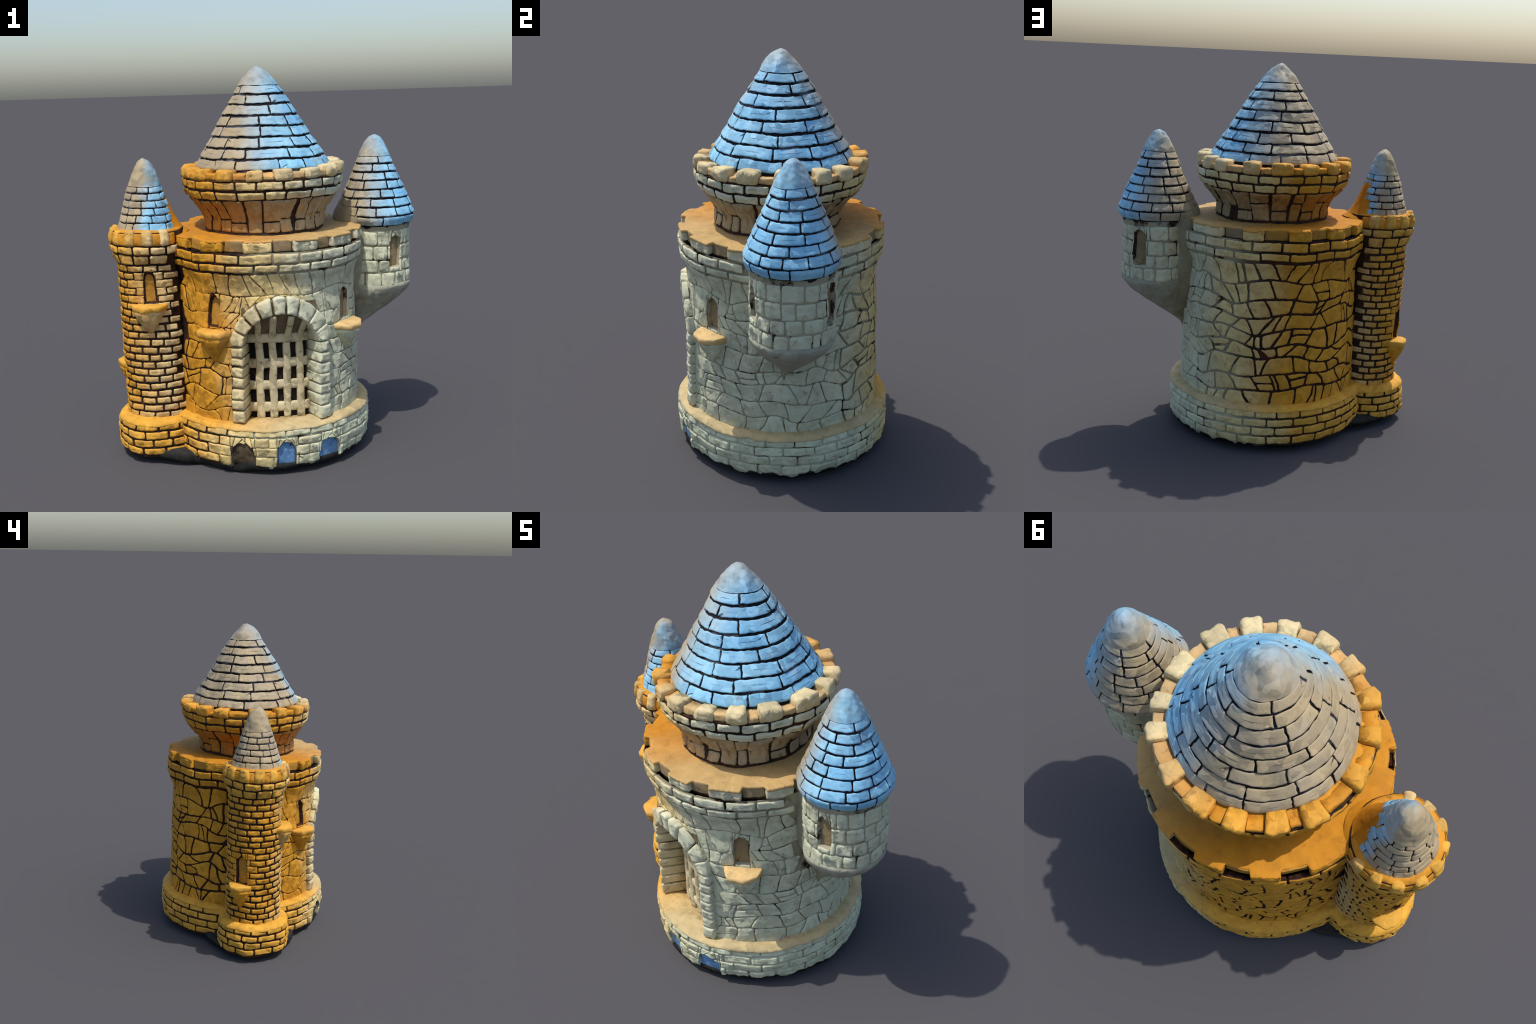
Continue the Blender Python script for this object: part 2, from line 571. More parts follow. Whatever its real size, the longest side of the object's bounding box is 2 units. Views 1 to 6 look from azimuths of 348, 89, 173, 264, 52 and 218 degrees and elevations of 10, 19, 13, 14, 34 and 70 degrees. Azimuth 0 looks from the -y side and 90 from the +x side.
def slot_depth(th0, half_w, z0, z1, r, depth, edge=0.005):
    def f(T, Z):
        x = np.abs((T - th0 + math.pi) % TAU - math.pi) * r
        zs = z1 - half_w
        side = half_w - x
        top = half_w - np.hypot(x, np.maximum(Z - zs, 0))
        d = np.minimum(np.minimum(side, top), Z - z0)
        s = np.clip(d / edge + 0.5, 0, 1)
        return -depth * s
    return f


GATE_TH, GATE_IN, GATE_OUT, GATE_SPRING = rad(-94.0), 0.183, 0.252, 0.645
# angle, half width, sill height, slot top
WIN_LEFT = (rad(-135.0), 0.029, 0.735, 0.885)
WIN_RIGHT = (rad(-45.3), 0.036, 0.735, 0.885)
SWIN_FRONT = (rad(-98.0), 0.030, 0.840, 0.985)
SWIN_BACK = (rad(147.0), 0.033, 0.490, 0.655)
TWIN_FRONT = (rad(-74.0), 0.030, 0.935, 1.090)
TWIN_BACK = (rad(61.0), 0.034, 0.925, 1.10)

arch_r = 0.48
gate_hole = slot_outline(GATE_TH, GATE_OUT - 0.006, 0.20, GATE_SPRING + GATE_OUT, arch_r)


def window_on(surf, spec, depth):
    th, hw, z0, z1 = spec
    r = float(surf.R((z0 + z1) / 2))
    return slot_outline(th, hw, z0, z1, r, 0.003), slot_depth(th, hw, z0, z1, r, depth)


hl, dl = window_on(WALL, WIN_LEFT, 0.035)
hr, dr = window_on(WALL, WIN_RIGHT, 0.035)
gd0 = slot_depth(GATE_TH, GATE_IN + 0.03, 0.10, GATE_SPRING + GATE_IN + 0.03, arch_r, 1.0)


def gate_depth(T, Z):
    """gate recess: deep on the left, shallower on the right, running out towards the crown of the arch"""
    t = np.clip((wrap_near(T, GATE_TH) - GATE_TH) * arch_r / (2 * GATE_IN) + 0.5, 0, 1)
    return (0.124 - 0.024 * t) * np.clip((0.805 - Z) / 0.155, 0.03, 1.0)


def gd(T, Z):
    return gd0(T, Z) * gate_depth(T, Z)


# ------------------------------------------------------------------ main tower wall
main_tower = revolve("main_tower", WALL, M_SEAM, 0.22, 1.112, 190, 620, depth=lambda T, Z: np.minimum(np.minimum(dl(T, Z), dr(T, Z)), gd(T, Z)), lump=0.001)

# irregular flagstones: Voronoi cells of a jittered brick grid wrapped round the wall
RW = 0.474


RUB = [wave_field(9, 0.24, 31), wave_field(9, 0.24, 32)]


def rubble(z0, z1, row_h):
    """uneven rubble: rough courses of four-sided stones, bent by a smooth field, a few cracked across"""
    cells = []
    rows = [z0]
    while rows[-1] < z1 - 0.6 * row_h:
        rows.append(rows[-1] + row_h * rng.uniform(0.8, 1.25))
    rows[-1] = z1
    for za, zb in zip(rows[:-1], rows[1:]):
        n = int(round(TAU * RW / 0.102))
        cuts = [(i + rng.uniform(-0.30, 0.30)) * TAU / n for i in range(n)]
        slant = [rng.uniform(-0.065, 0.065) for _ in range(n)]
        for i in range(n):
            a, b = cuts[i], cuts[(i + 1) % n] + (TAU if i == n - 1 else 0)
            sa, sb = slant[i], slant[(i + 1) % n]
            p = np.array([(a - sa, za), (b - sb, za), (b + sb, zb), (a + sa, zb)])
            u = rng.random()
            if u < 0.20:      # cracked corner to corner
                k = rng.uniform(0.25, 0.75)
                m0, m1 = p[0] + (p[1] - p[0]) * k, p[3] + (p[2] - p[3]) * rng.uniform(0.1, 0.9)
                cells += [np.array([p[0], m0, m1, p[3]]), np.array([m0, p[1], p[2], m1])]
            elif u < 0.27:    # two thin stones
                k0, k1 = rng.uniform(0.35, 0.65), rng.uniform(0.35, 0.65)
                m0, m1 = p[0] + (p[3] - p[0]) * k0, p[1] + (p[2] - p[1]) * k1
                cells += [np.array([p[0], p[1], m1, m0]), np.array([m0, m1, p[2], p[3]])]
            else:
                cells.append(p)
    out = []
    for p in cells:
        q = densify(p * np.array([RW, 1.0]), 0.05) / np.array([RW, 1.0])
        w = np.column_stack([RW * np.cos(q[:, 0]), RW * np.sin(q[:, 0]), q[:, 1]])
        fade = np.clip(np.minimum(q[:, 1] - z0, z1 - q[:, 1]) / 0.06, 0, 1)
        q = q + np.column_stack([RUB[0](w) * 0.018 / RW * fade, RUB[1](w) * 0.021 * fade])
        out.append(q)
    return out


def convex(p):
    """drop corners that bend inwards"""
    p = [x for x in p]
    changed = True
    while changed and len(p) > 3:
        changed = False
        for i in range(len(p)):
            a, b, c = p[i - 1], p[i], p[(i + 1) % len(p)]
            if (b[0] - a[0]) * (c[1] - b[1]) - (b[1] - a[1]) * (c[0] - b[0]) <= 0:
                p.pop(i)
                changed = True
                break
    return np.array(p)


for cell in rubble(0.244, 1.008, 0.086):
    c = cell.mean(0)
    if abs(wrap_near(c[0], math.pi) - math.pi) < rad(12) or (abs(wrap_near(c[0], 0)) < rad(13) and 0.66 < c[1]):
        continue
    ang = math.degrees(wrap_near(c[0], 0))
    faint = -160 < ang < 40
    gap = rng.uniform(0.003, 0.006) if faint else rng.uniform(0.006, 0.015)
    near = any(overlaps(np.column_stack([wrap_near(convex(cell)[:, 0].mean(), h.mean(0)[0]) - convex(cell)[:, 0].mean() + convex(cell)[:, 0], convex(cell)[:, 1]]) * [RW, 1], h * [RW, 1]) for h in (gate_hole, hl, hr))
    for p, was_cut in (trim(convex(cell), (gate_hole, hl, hr), WALL) if near else [(cell, False)]):
        slab("stone_fragment" if was_cut else "wall_stone", WALL, p, M_WALL, main_tower, gap=0.002 if was_cut else gap,
             thick=0.0055 if faint else 0.009, corner=0.009, bevel=0.004, rough=0.0014, edge=M_SEAM)

# windows: painted backs of the slots
for surf, spec, parent in ((WALL, WIN_LEFT, main_tower), (WALL, WIN_RIGHT, main_tower)):
    th, hw, z0, z1 = spec
    o = slot_outline(th, hw, z0, z1, float(surf.R((z0 + z1) / 2)))
    slab("window", surf, o, M_WINDOW, parent, gap=0.003, thick=-0.018, sink=0.034, corner=0.003, bevel=0.002)


def sill(surf, th, z, half_w, out, drop, mat_top, mat_low, parent, lean=0.0):
    """half-round ledge on a tapering bracket"""
    c = surf.point(th, z, 0.0)
    n = np.array([math.cos(th), math.sin(th), 0])
    t = np.array([-math.sin(th), math.cos(th), 0])
    r = float(surf.R(z))

    def ring(k, zz, back=0.02, bend=1.0):
        pts = []
        for i in range(19):
            a = math.pi * i / 18
            x = half_w * k * math.cos(a) * (1.0)
            sag = r - math.sqrt(max(r * r - x * x, 1e-6))
            y = out * k * bend * math.sin(a) ** 0.75 - sag * 0.8
            w = 1 + 0.05 * math.sin(7 * a + z * 40)
            pts.append(c + t * x + n * y * w + np.array([0, 0, zz]))
        for x in (-half_w * k * 0.9, half_w * k * 0.9):
            sag = r - math.sqrt(max(r * r - x * x, 1e-6))
            pts.append(c + t * x + n * (-back - sag) + np.array([0, 0, zz]))
        return pts

    def loft(name, rows, mat, par):
        V, m = [], len(rows[0])
        for q in rows:
            V += [tuple(p) for p in q]
        F = grid_faces(m, len(rows), True)
        F.append(tuple(range(m - 1, -1, -1)))
        F.append(tuple(range((len(rows) - 1) * m, len(rows) * m)))
        V = np.array(V)
        V = V + 0.002 * np.stack([LUMP(V), LUMP2(V), LUMP(V[:, ::-1])], 1)
        return make(name, V, F, mat, par)

    s = loft("window_sill", [ring(0.90, -0.034), ring(0.98, -0.026), ring(1.01, -0.012), ring(0.985, -0.003), ring(0.93, 0.0)], mat_top, parent)
    loft("sill_bracket", [ring(0.08, -drop * 1.05), ring(0.34, -drop * 0.82), ring(0.64, -drop * 0.55), ring(0.86, -drop * 0.32), ring(0.93, -0.030)], mat_low, parent)
    return s


sill(WALL, rad(-134.5), 0.722, 0.090, 0.086, 0.165, M_SILL, M_WALL, main_tower)
sill(WALL, rad(-45.0), 0.714, 0.090, 0.090, 0.150, M_SILL, M_WALL, main_tower)

# ------------------------------------------------------------------ gate
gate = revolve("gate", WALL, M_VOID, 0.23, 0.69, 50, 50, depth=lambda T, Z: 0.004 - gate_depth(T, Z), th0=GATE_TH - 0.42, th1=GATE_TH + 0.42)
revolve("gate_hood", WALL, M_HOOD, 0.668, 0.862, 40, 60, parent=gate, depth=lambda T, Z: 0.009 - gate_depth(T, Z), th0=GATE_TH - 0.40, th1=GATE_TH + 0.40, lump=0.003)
GATE_WALL = Revolved([(0.2, 0.486), (0.5, 0.482), (0.70, 0.480), (0.95, 0.478)], AX_MAIN)


GATE_LOW = 0.029      # the opening springs lower than the outer edge of the arch


def arch_pt(rr, a):
    """a: 0 right spring .. pi left spring; below the spring the jamb is straight"""
    return (GATE_TH + rr * math.cos(a) / arch_r, GATE_SPRING + rr * math.sin(a) - (GATE_LOW * math.sin(a) if rr < 0.2 else 0))


jamb_z = [0.255, 0.322, 0.378, 0.432, 0.488, 0.540, 0.592, GATE_SPRING]
for side in (-1, 1):
    for za, zb in zip(jamb_z[:-1], jamb_z[1:]):
        j0, j1 = rng.uniform(-.004, .004), rng.uniform(-.004, .004)
        a, b = GATE_TH + side * GATE_IN / arch_r, GATE_TH + side * GATE_OUT / arch_r
        p = [(min(a, b), za + j0 * (za > 0.3)), (max(a, b), za + j0 * (za > 0.3)), (max(a, b), zb), (min(a, b), zb)]
        slab("arch_stone", GATE_WALL, p, M_ARCH, gate, gap=0.009 if side < 0 else 0.005, thick=0.024 + rng.uniform(-.002, .002), sink=0.115, corner=0.006, bevel=0.007, rough=0.002)
cuts = [0, 22, 44, 66, 84, 101, 120, 139, 159, 180]
for a0, a1 in zip(cuts[:-1], cuts[1:]):
    a0, a1 = rad(a0), rad(a1)
    mid = (a0 + a1) / 2
    p = [arch_pt(GATE_IN, a0), arch_pt(GATE_OUT, a0), arch_pt(GATE_OUT * 1.012, mid), arch_pt(GATE_OUT, a1), arch_pt(GATE_IN, a1), arch_pt(GATE_IN, mid)]
    slab("arch_stone", GATE_WALL, p, M_ARCH, gate, gap=0.011 if mid > 1.2 else 0.005, thick=0.026 + rng.uniform(-.002, .002), sink=0.07, corner=0.006, bevel=0.007, rough=0.002)


def bar(name, pts, w, h, parent, mat):
    """rounded bar along wall points (angle, height, depth)"""
    V = []
    m = 10
    pts3 = [WALL.point(a, z, d) for a, z, d in pts]
    for i, p in enumerate(pts3):
        tan = pts3[min(i + 1, len(pts3) - 1)] - pts3[max(i - 1, 0)]
        tan = tan / np.linalg.norm(tan)
        nrm = np.array([math.cos(pts[i][0]), math.sin(pts[i][0]), 0])
        bi = np.cross(tan, nrm)
        for k in range(m):
            a = TAU * k / m
            ww = w * (1 + 0.05 * math.sin(i * 1.7 + pts[0][0] * 30))
            V.append(p + bi * ww * 0.5 * np.sign(math.cos(a)) * abs(math.cos(a)) ** 0.6 + nrm * h * 0.5 * np.sign(math.sin(a)) * abs(math.sin(a)) ** 0.6)
    F = grid_faces(m, len(pts), True)
    F += [tuple(range(m - 1, -1, -1)), tuple(range((len(pts) - 1) * m, len(pts) * m))]
    return make(name, V, F, mat, parent)


portcullis = None


def bar_depth(a, z):
    return 0.017 - float(gate_depth(np.array(a), np.array(z)))


for k, deg in enumerate((-107.6, -97.8, -87.4, -77.4)):
    a = rad(deg)
    x = (a - GATE_TH) * arch_r
    ztop = GATE_SPRING + math.sqrt(max((GATE_IN + 0.02) ** 2 - x * x, 0))
    o = bar("bar", [(a, z, bar_depth(a, z)) for z in np.linspace(0.24, min(ztop - 0.015, 0.79), 22)], 0.040, 0.026, gate, M_IRON)
for z in (0.305, 0.420, 0.536, 0.668):
    hw = (GATE_IN + 0.02) if z < GATE_SPRING else math.sqrt((GATE_IN + 0.02) ** 2 - (z - GATE_SPRING) ** 2)
    bar("bar", [(GATE_TH + t * hw / arch_r, z, bar_depth(GATE_TH + t * hw / arch_r, z) - 0.003) for t in np.linspace(-1, 1, 16)], 0.050 if z < 0.65 else 0.05, 0.026, gate, M_IRON)

# ------------------------------------------------------------------ battlement of the main tower
battlement = revolve("battlement", RIM, M_MORTAR, 1.10, 1.152, 8, 220, lump=0.001, cap_top=True, cap_bottom=True)
courses("battlement_brick", WALL, M_BAND, battlement, [(1.014, 1.058), (1.058, 1.110)], 0.135, thick=0.012, gap=0.011, side_gap=0.009, edge=M_SEAM, corner=0.006, bevel=0.005,
        skip=lambda a, z: abs(wrap_near(a, 0)) < rad(14) or abs(wrap_near(a, math.pi)) < rad(10))
gaps = [(-151, -140), (-126, -114), (-98, -86), (-71, -60.5), (-43, -31), (-16, -5), (18, 29), (54, 67), (80, 94), (108.5, 120.5), (134, 147)]
prev = [g[1] for g in gaps]
nxt = [g[0] for g in gaps[1:]] + [gaps[0][0] + 360]
for a, b in zip(prev, nxt):
    for lo, hi in ([(a, b)] if b - a < 30 else [(a, (a + b) / 2), ((a + b) / 2, b)]):
        if 166 < (lo + hi) / 2 < 192:
            continue
        slab("merlon", RIM, [(rad(lo), 1.112), (rad(hi), 1.112), (rad(hi), 1.1665), (rad(lo), 1.1665)], M_RIM, battlement, gap=0.003, thick=0.030, sink=0.05, corner=0.007, bevel=0.006, rough=0.0022)
for a, b in gaps:
    slab("niche_back", RIM, [(rad(a), 1.112), (rad(b), 1.112), (rad(b), 1.168), (rad(a), 1.168)], M_WINDOW, battlement, gap=0.004, thick=0.003, sink=0.02, corner=0.004, bevel=0.002, rough=0.001)
def disc(name, mat, centre, radius, z, parent=ROOT, nr=26, nth=160, dome=0.0, thickness=0.03, edge=None):
    V, F = [], []
    for j in range(nr):
        k = 1 - j / nr
        for i in range(nth):
            a = TAU * i / nth
            rr = radius * (edge(a) if edge and j == 0 else 1.0) * k
            V.append((centre[0] + rr * math.cos(a), centre[1] + rr * math.sin(a), z + dome * (1 - k * k)))
    top = [V[i] for i in range(nth)]
    F = grid_faces(nth, nr, True)
    V.append((centre[0], centre[1], z + dome))
    F += [((nr - 1) * nth + i, (nr - 1) * nth + (i + 1) % nth, len(V) - 1) for i in range(nth)]
    s = len(V)
    V += [(x, y, zz - thickness) for x, y, zz in top]
    F += [(s + i, s + (i + 1) % nth, (i + 1) % nth, i) for i in range(nth)]
    F.append(tuple(s + nth - 1 - i for i in range(nth)))
    V = np.array(V)
    V[:s, 2] += 0.0018 * LUMP2(V[:s]) + 0.001 * LUMP(V[:s])
    return make(name, V, F, mat, parent)




def notched_deck():
    """walkway whose rim steps in at every crenel"""
    nth, V = 720, []

    def notch(deg):
        best = 99
        for a, b in gaps:
            c, w = (a + b) / 2, (b - a) / 2
            best = min(best, abs((deg - c + 180) % 360 - 180) - w)
        return min(max(best / 1.2 + 0.5, 0), 1)
    k = [notch(i * 0.5) for i in range(nth)]
    for inset, z, follow in ((0.003, 1.158, 1), (0.0, 1.164, 1), (0.003, 1.170, 1), (0.008, 1.1715, 1), (0.03, 1.172, 0.3), (0.06, 1.171, 0)) + tuple((0.48 * t, 1.171 - 0.005 * t, 0) for t in (0.2, 0.3, 0.4, 0.5, 0.6, 0.7, 0.8, 0.9)):
        for i in range(nth):
            a = TAU * i / nth
            r = 0.478 + (0.031 + 0.002 * math.sin(i * 0.9) * math.sin(i * 0.23)) * (k[i] * follow + 0.5 * (1 - follow)) - inset
            V.append((-0.010 + r * math.cos(a), -0.008 + r * math.sin(a), z))
    rows = len(V) // nth
    V.append((-0.010, -0.008, 1.166))
    F = grid_faces(nth, rows, True)
    F += [((rows - 1) * nth + i, (rows - 1) * nth + (i + 1) % nth, len(V) - 1) for i in range(nth)]
    F.append(tuple(range(nth - 1, -1, -1)))
    V = np.array(V)
    V[:, 2] += 0.0016 * LUMP2(V) + 0.0008 * LUMP(V)
    make("roof_deck", V, F, M_DECK)


notched_deck()

# ------------------------------------------------------------------ base
arch_spec = [(rad(-116.5), 0.058, 0.165, M_NICHE), (rad(-93.2), 0.046, 0.172, M_WATER), (rad(-67.8), 0.060, 0.155, M_WATER)]
cut = [slot_depth(a, hw, -0.05, zt, 0.54, 0.035, 0.008) for a, hw, zt, _ in arch_spec]
b_holes = [slot_outline(a, hw, -0.05, zt, 0.54, 0.003) for a, hw, zt, _ in arch_spec]
base = revolve("base", BASE, M_SEAM_BASE, 0.035, 0.226, 90, 560, depth=lambda T, Z: np.minimum.reduce([c(T, Z) for c in cut]), lump=0.002, cap_top=True)
rows = [(0.050, 0.100), (0.100, 0.150), (0.150, 0.197), (0.197, 0.240)]
near_side = lambda a, z: abs(wrap_near(a, math.pi + 0.03) - math.pi - 0.03) < rad(17)
courses("base_brick", BASE, M_BASE, base, rows, 0.135, holes=b_holes, skip=near_side, tune=lambda a: dict(gap=0.006, side_gap=0.005, thick=0.006) if -1.0 < wrap_near(a, 0) < 0.9 else {}, thick=0.009, gap=0.010, side_gap=0.008, edge=M_SEAM_BASE, corner=0.008, bevel=0.005, rough=0.0024)
for a, hw, zt, mat in arch_spec:
    slab("water_arch", BASE, slot_outline(a, hw, 0.045, zt, 0.54), mat, base, gap=0.002, thick=-0.009, sink=0.034, corner=0.003, bevel=0.003)
def ledge_ring(name, prof, ax, mat, parent, nth, r_in):
    """flat walkway on top of a base: cross-section swept round"""
    V = []
    for r, z in prof:
        for i in range(nth):
            a = TAU * i / nth
            V.append((ax[0] + ax[2] * z + r * math.cos(a), ax[1] + ax[3] * z + r * math.sin(a), z))
    V = np.array(V)
    V[:, 2] += 0.002 * LUMP2(V) + 0.0012 * LUMP(V)
    F = grid_faces(nth, len(prof), True)
    n0 = (len(prof) - 1) * nth
    for i in range(nth):
        F.append((n0 + i, n0 + (i + 1) % nth, (i + 1) % nth, i))
    return make(name, V, F, mat, parent)


def rounded(points, steps=4):
    p = np.array(points, float)
    for _ in range(steps):
        q = [p[0]]
        for a, b in zip(p[:-1], p[1:]):
            q += [0.75 * a + 0.25 * b, 0.25 * a + 0.75 * b]
        p = np.array(q + [p[-1]])
    return p[::3]


M_LEDGE = stone("ledge_warm_light_tint", (0.54, 0.42, 0.22), (0.66, 0.34, 0.04), MAIN_C, -0.2, 0.30, stain=0.4, facet=0.4)
ledge_ring("base_ledge", rounded([(0.30, 0.22), (0.535, 0.228), (0.546, 0.233), (0.538, 0.246), (0.518, 0.254), (0.46, 0.256), (0.40, 0.247), (0.30, 0.244)]), AX_BASE, M_LEDGE, base, 260, 0.3)

# blackened, uneven underside: one slab that joins both round bases
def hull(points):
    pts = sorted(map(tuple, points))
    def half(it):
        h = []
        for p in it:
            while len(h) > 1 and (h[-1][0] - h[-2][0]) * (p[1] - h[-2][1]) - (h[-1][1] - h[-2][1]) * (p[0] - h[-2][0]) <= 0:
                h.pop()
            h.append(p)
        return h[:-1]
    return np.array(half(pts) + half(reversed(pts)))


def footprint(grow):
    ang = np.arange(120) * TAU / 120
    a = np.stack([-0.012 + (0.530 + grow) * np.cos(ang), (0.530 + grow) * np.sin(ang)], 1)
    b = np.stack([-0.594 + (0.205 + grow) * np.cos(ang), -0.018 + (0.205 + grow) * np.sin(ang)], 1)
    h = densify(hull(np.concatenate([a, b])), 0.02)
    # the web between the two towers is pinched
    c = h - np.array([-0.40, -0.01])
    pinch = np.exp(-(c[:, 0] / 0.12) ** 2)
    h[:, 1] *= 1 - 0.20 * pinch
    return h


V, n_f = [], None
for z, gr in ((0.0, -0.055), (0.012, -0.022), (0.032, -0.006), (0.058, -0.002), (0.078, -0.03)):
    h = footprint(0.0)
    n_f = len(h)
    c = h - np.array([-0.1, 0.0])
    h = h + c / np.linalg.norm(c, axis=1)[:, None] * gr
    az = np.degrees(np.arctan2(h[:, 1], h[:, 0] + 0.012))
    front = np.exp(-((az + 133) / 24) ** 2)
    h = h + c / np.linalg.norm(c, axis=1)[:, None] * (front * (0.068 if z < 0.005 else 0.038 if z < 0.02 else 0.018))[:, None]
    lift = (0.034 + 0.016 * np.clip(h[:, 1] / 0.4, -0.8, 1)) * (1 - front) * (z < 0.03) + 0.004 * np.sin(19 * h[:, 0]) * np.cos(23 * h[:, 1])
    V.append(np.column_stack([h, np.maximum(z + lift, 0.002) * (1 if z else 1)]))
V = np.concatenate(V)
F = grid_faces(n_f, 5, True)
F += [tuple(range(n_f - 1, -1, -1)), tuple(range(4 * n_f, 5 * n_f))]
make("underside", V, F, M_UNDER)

# ------------------------------------------------------------------ side tower
hf, df = window_on(SHAFT, SWIN_FRONT, 0.03)
hb, db = window_on(SHAFT, SWIN_BACK, 0.03)
side_tower = revolve("side_tower", SHAFT, M_MORTAR, 0.22, 1.195, 200, 220, depth=lambda T, Z: np.minimum(df(T, Z), db(T, Z)), lump=0.001, cap_top=True)
hidden = lambda a, z: abs(wrap_near(a, 0.02) - 0.02) < rad(50)
n_rows = 21
zs = np.linspace(0.228, 1.030, n_rows + 1)
courses("brick", SHAFT, M_SIDE, side_tower, list(zip(zs[:-1], zs[1:])), 0.078, holes=(hf, hb), skip=hidden, jitter=0.16, thick=0.009, gap=0.0105, side_gap=0.009, edge=M_MORTAR, corner=0.005, bevel=0.005, rough=0.0016, step=0.014)
courses("parapet_brick", SHAFT, M_SMERLON, side_tower, [(1.032, 1.085), (1.085, 1.130)], 0.088, skip=hidden, thick=0.011, gap=0.009, edge=M_MORTAR, corner=0.007, bevel=0.006, rough=0.002)
n = 13
for i in range(n):
    a = TAU * (i + 0.5) / n
    if abs(wrap_near(a, 0.0)) < rad(58):
        continue
    w = TAU / n * rng.uniform(0.30, 0.37)
    h = rng.uniform(-0.004, 0.006)
    slab("merlon", SHAFT, [(a - w, 1.130), (a + w, 1.130), (a + w * 0.92, 1.205 + h), (a - w * 0.92, 1.205 + h)], M_SMERLON, side_tower, gap=0.002, thick=0.014, sink=0.06, corner=0.011, bevel=0.010, rough=0.002)
for i in range(n):
    a = TAU * i / n
    w = TAU / n * 0.3
    if abs(wrap_near(a, 0.0)) < rad(35):
        continue
    slab("crenel", SHAFT, [(a - w, 1.130), (a + w, 1.130), (a + w, 1.192), (a - w, 1.192)], M_CRENEL, side_tower, gap=0.002, thick=0.003, sink=0.05, corner=0.006, bevel=0.005)
for spec in (SWIN_FRONT, SWIN_BACK):
    th, hw, z0, z1 = spec
    slab("window", SHAFT, slot_outline(th, hw, z0, z1, 0.162), M_WINDOW, side_tower, gap=0.003, thick=-0.014, sink=0.03, corner=0.003, bevel=0.002, step=0.012)
sill(SHAFT, rad(-102), 0.835, 0.090, 0.070, 0.155, M_SILL, M_SIDE, side_tower)
sill(SHAFT, rad(144), 0.490, 0.074, 0.070, 0.155, M_SILL, M_SIDE, side_tower)

disc("parapet_floor", M_CRENEL, (-0.625, -0.028), 0.178, 1.197, side_tower, nr=10, nth=90, thickness=0.015, dome=0.03)

side_base = revolve("side_base", SBASE, M_MORTAR, 0.035, 0.208, 60, 200, lump=0.002, cap_top=True)
sb_skip = lambda a, z: abs(wrap_near(a, 0.0)) < rad(42)
courses("base_brick", SBASE, M_BASE, side_base, [(0.050, 0.093), (0.093, 0.136), (0.136, 0.178), (0.178, 0.220)], 0.11, skip=sb_skip, thick=0.009, gap=0.009, edge=M_MORTAR, corner=0.008, bevel=0.005, rough=0.0022)
ledge_ring("base_ledge", rounded([(0.08, 0.195), (0.210, 0.200), (0.222, 0.206), (0.213, 0.222), (0.195, 0.234), (0.15, 0.240), (0.08, 0.240)]), (-0.598, -0.022, -0.02, 0), M_LEDGE, side_base, 160, 0.1)
# ------------------------------------------------------------------ keep: drum under the main roof
keep = revolve("keep", KEEP, M_MORTAR, 1.165, 1.449, 60, 300, lump=0.002, cap_top=True)
courses("keep_brick", KEEP, M_BAND, keep, [(1.352, 1.398), (1.400, 1.447)], 0.118, thick=0.010, gap=0.010, edge=M_MORTAR, corner=0.007, bevel=0.006, rough=0.002)
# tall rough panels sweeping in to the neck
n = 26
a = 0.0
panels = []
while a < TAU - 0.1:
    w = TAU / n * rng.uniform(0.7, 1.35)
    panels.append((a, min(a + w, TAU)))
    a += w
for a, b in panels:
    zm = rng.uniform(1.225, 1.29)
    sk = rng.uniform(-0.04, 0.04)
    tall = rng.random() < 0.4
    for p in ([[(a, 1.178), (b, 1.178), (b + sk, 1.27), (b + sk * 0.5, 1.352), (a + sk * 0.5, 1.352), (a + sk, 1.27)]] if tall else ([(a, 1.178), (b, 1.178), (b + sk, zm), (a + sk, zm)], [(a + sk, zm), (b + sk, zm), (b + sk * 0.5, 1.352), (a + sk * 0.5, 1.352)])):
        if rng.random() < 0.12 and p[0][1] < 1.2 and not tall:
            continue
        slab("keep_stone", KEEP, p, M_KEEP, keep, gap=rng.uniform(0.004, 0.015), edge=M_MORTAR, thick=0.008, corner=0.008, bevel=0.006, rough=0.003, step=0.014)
mer = [(-44, 13), (-65, 12), (-87.5, 13), (-108, 12), (-129.5, 12), (-151, 11), (-175.5, 13), (153.5, 14), (133.5, 13), (111.5, 13), (90.5, 16), (68, 13), (43, 11), (25.5, 11), (2, 17), (-23.5, 15)]
for c, w in mer:
    lo, hi = rad(c - w / 2 - 0.3), rad(c + w / 2 + 0.3)
    h = rng.uniform(-0.004, 0.007) + 0.010 * max(0.0, math.cos(rad(c - 20)))
    sk = rng.uniform(-0.012, 0.012)
    slab("merlon", KEEP, [(lo, 1.446), (hi, 1.446), (hi - 0.012 + sk, 1.501 + h), (lo + 0.012 + sk, 1.501 + h)], M_MERLON, keep, gap=0.002, thick=rng.uniform(0.012, 0.018), sink=0.068, corner=0.013, bevel=0.013, rough=0.003)
ms = sorted((rad(c - w / 2), rad(c + w / 2)) for c, w in mer)
for (a0, a1), (b0, b1) in zip(ms, ms[1:] + [(ms[0][0] + TAU, ms[0][1] + TAU)]):
    zt = rng.uniform(1.472, 1.486)
    slab("crenel", KEEP, [(a1, 1.449), (b0, 1.449), (b0, zt), (a1, zt)], M_CRENEL, keep, gap=0.001, thick=rng.uniform(-0.006, 0.004), sink=0.06, corner=0.004, bevel=0.006, rough=0.002)
disc("parapet_floor", M_CRENEL, (-0.013, -0.012), 0.388, 1.468, keep, nr=14, thickness=0.02, dome=0.06)

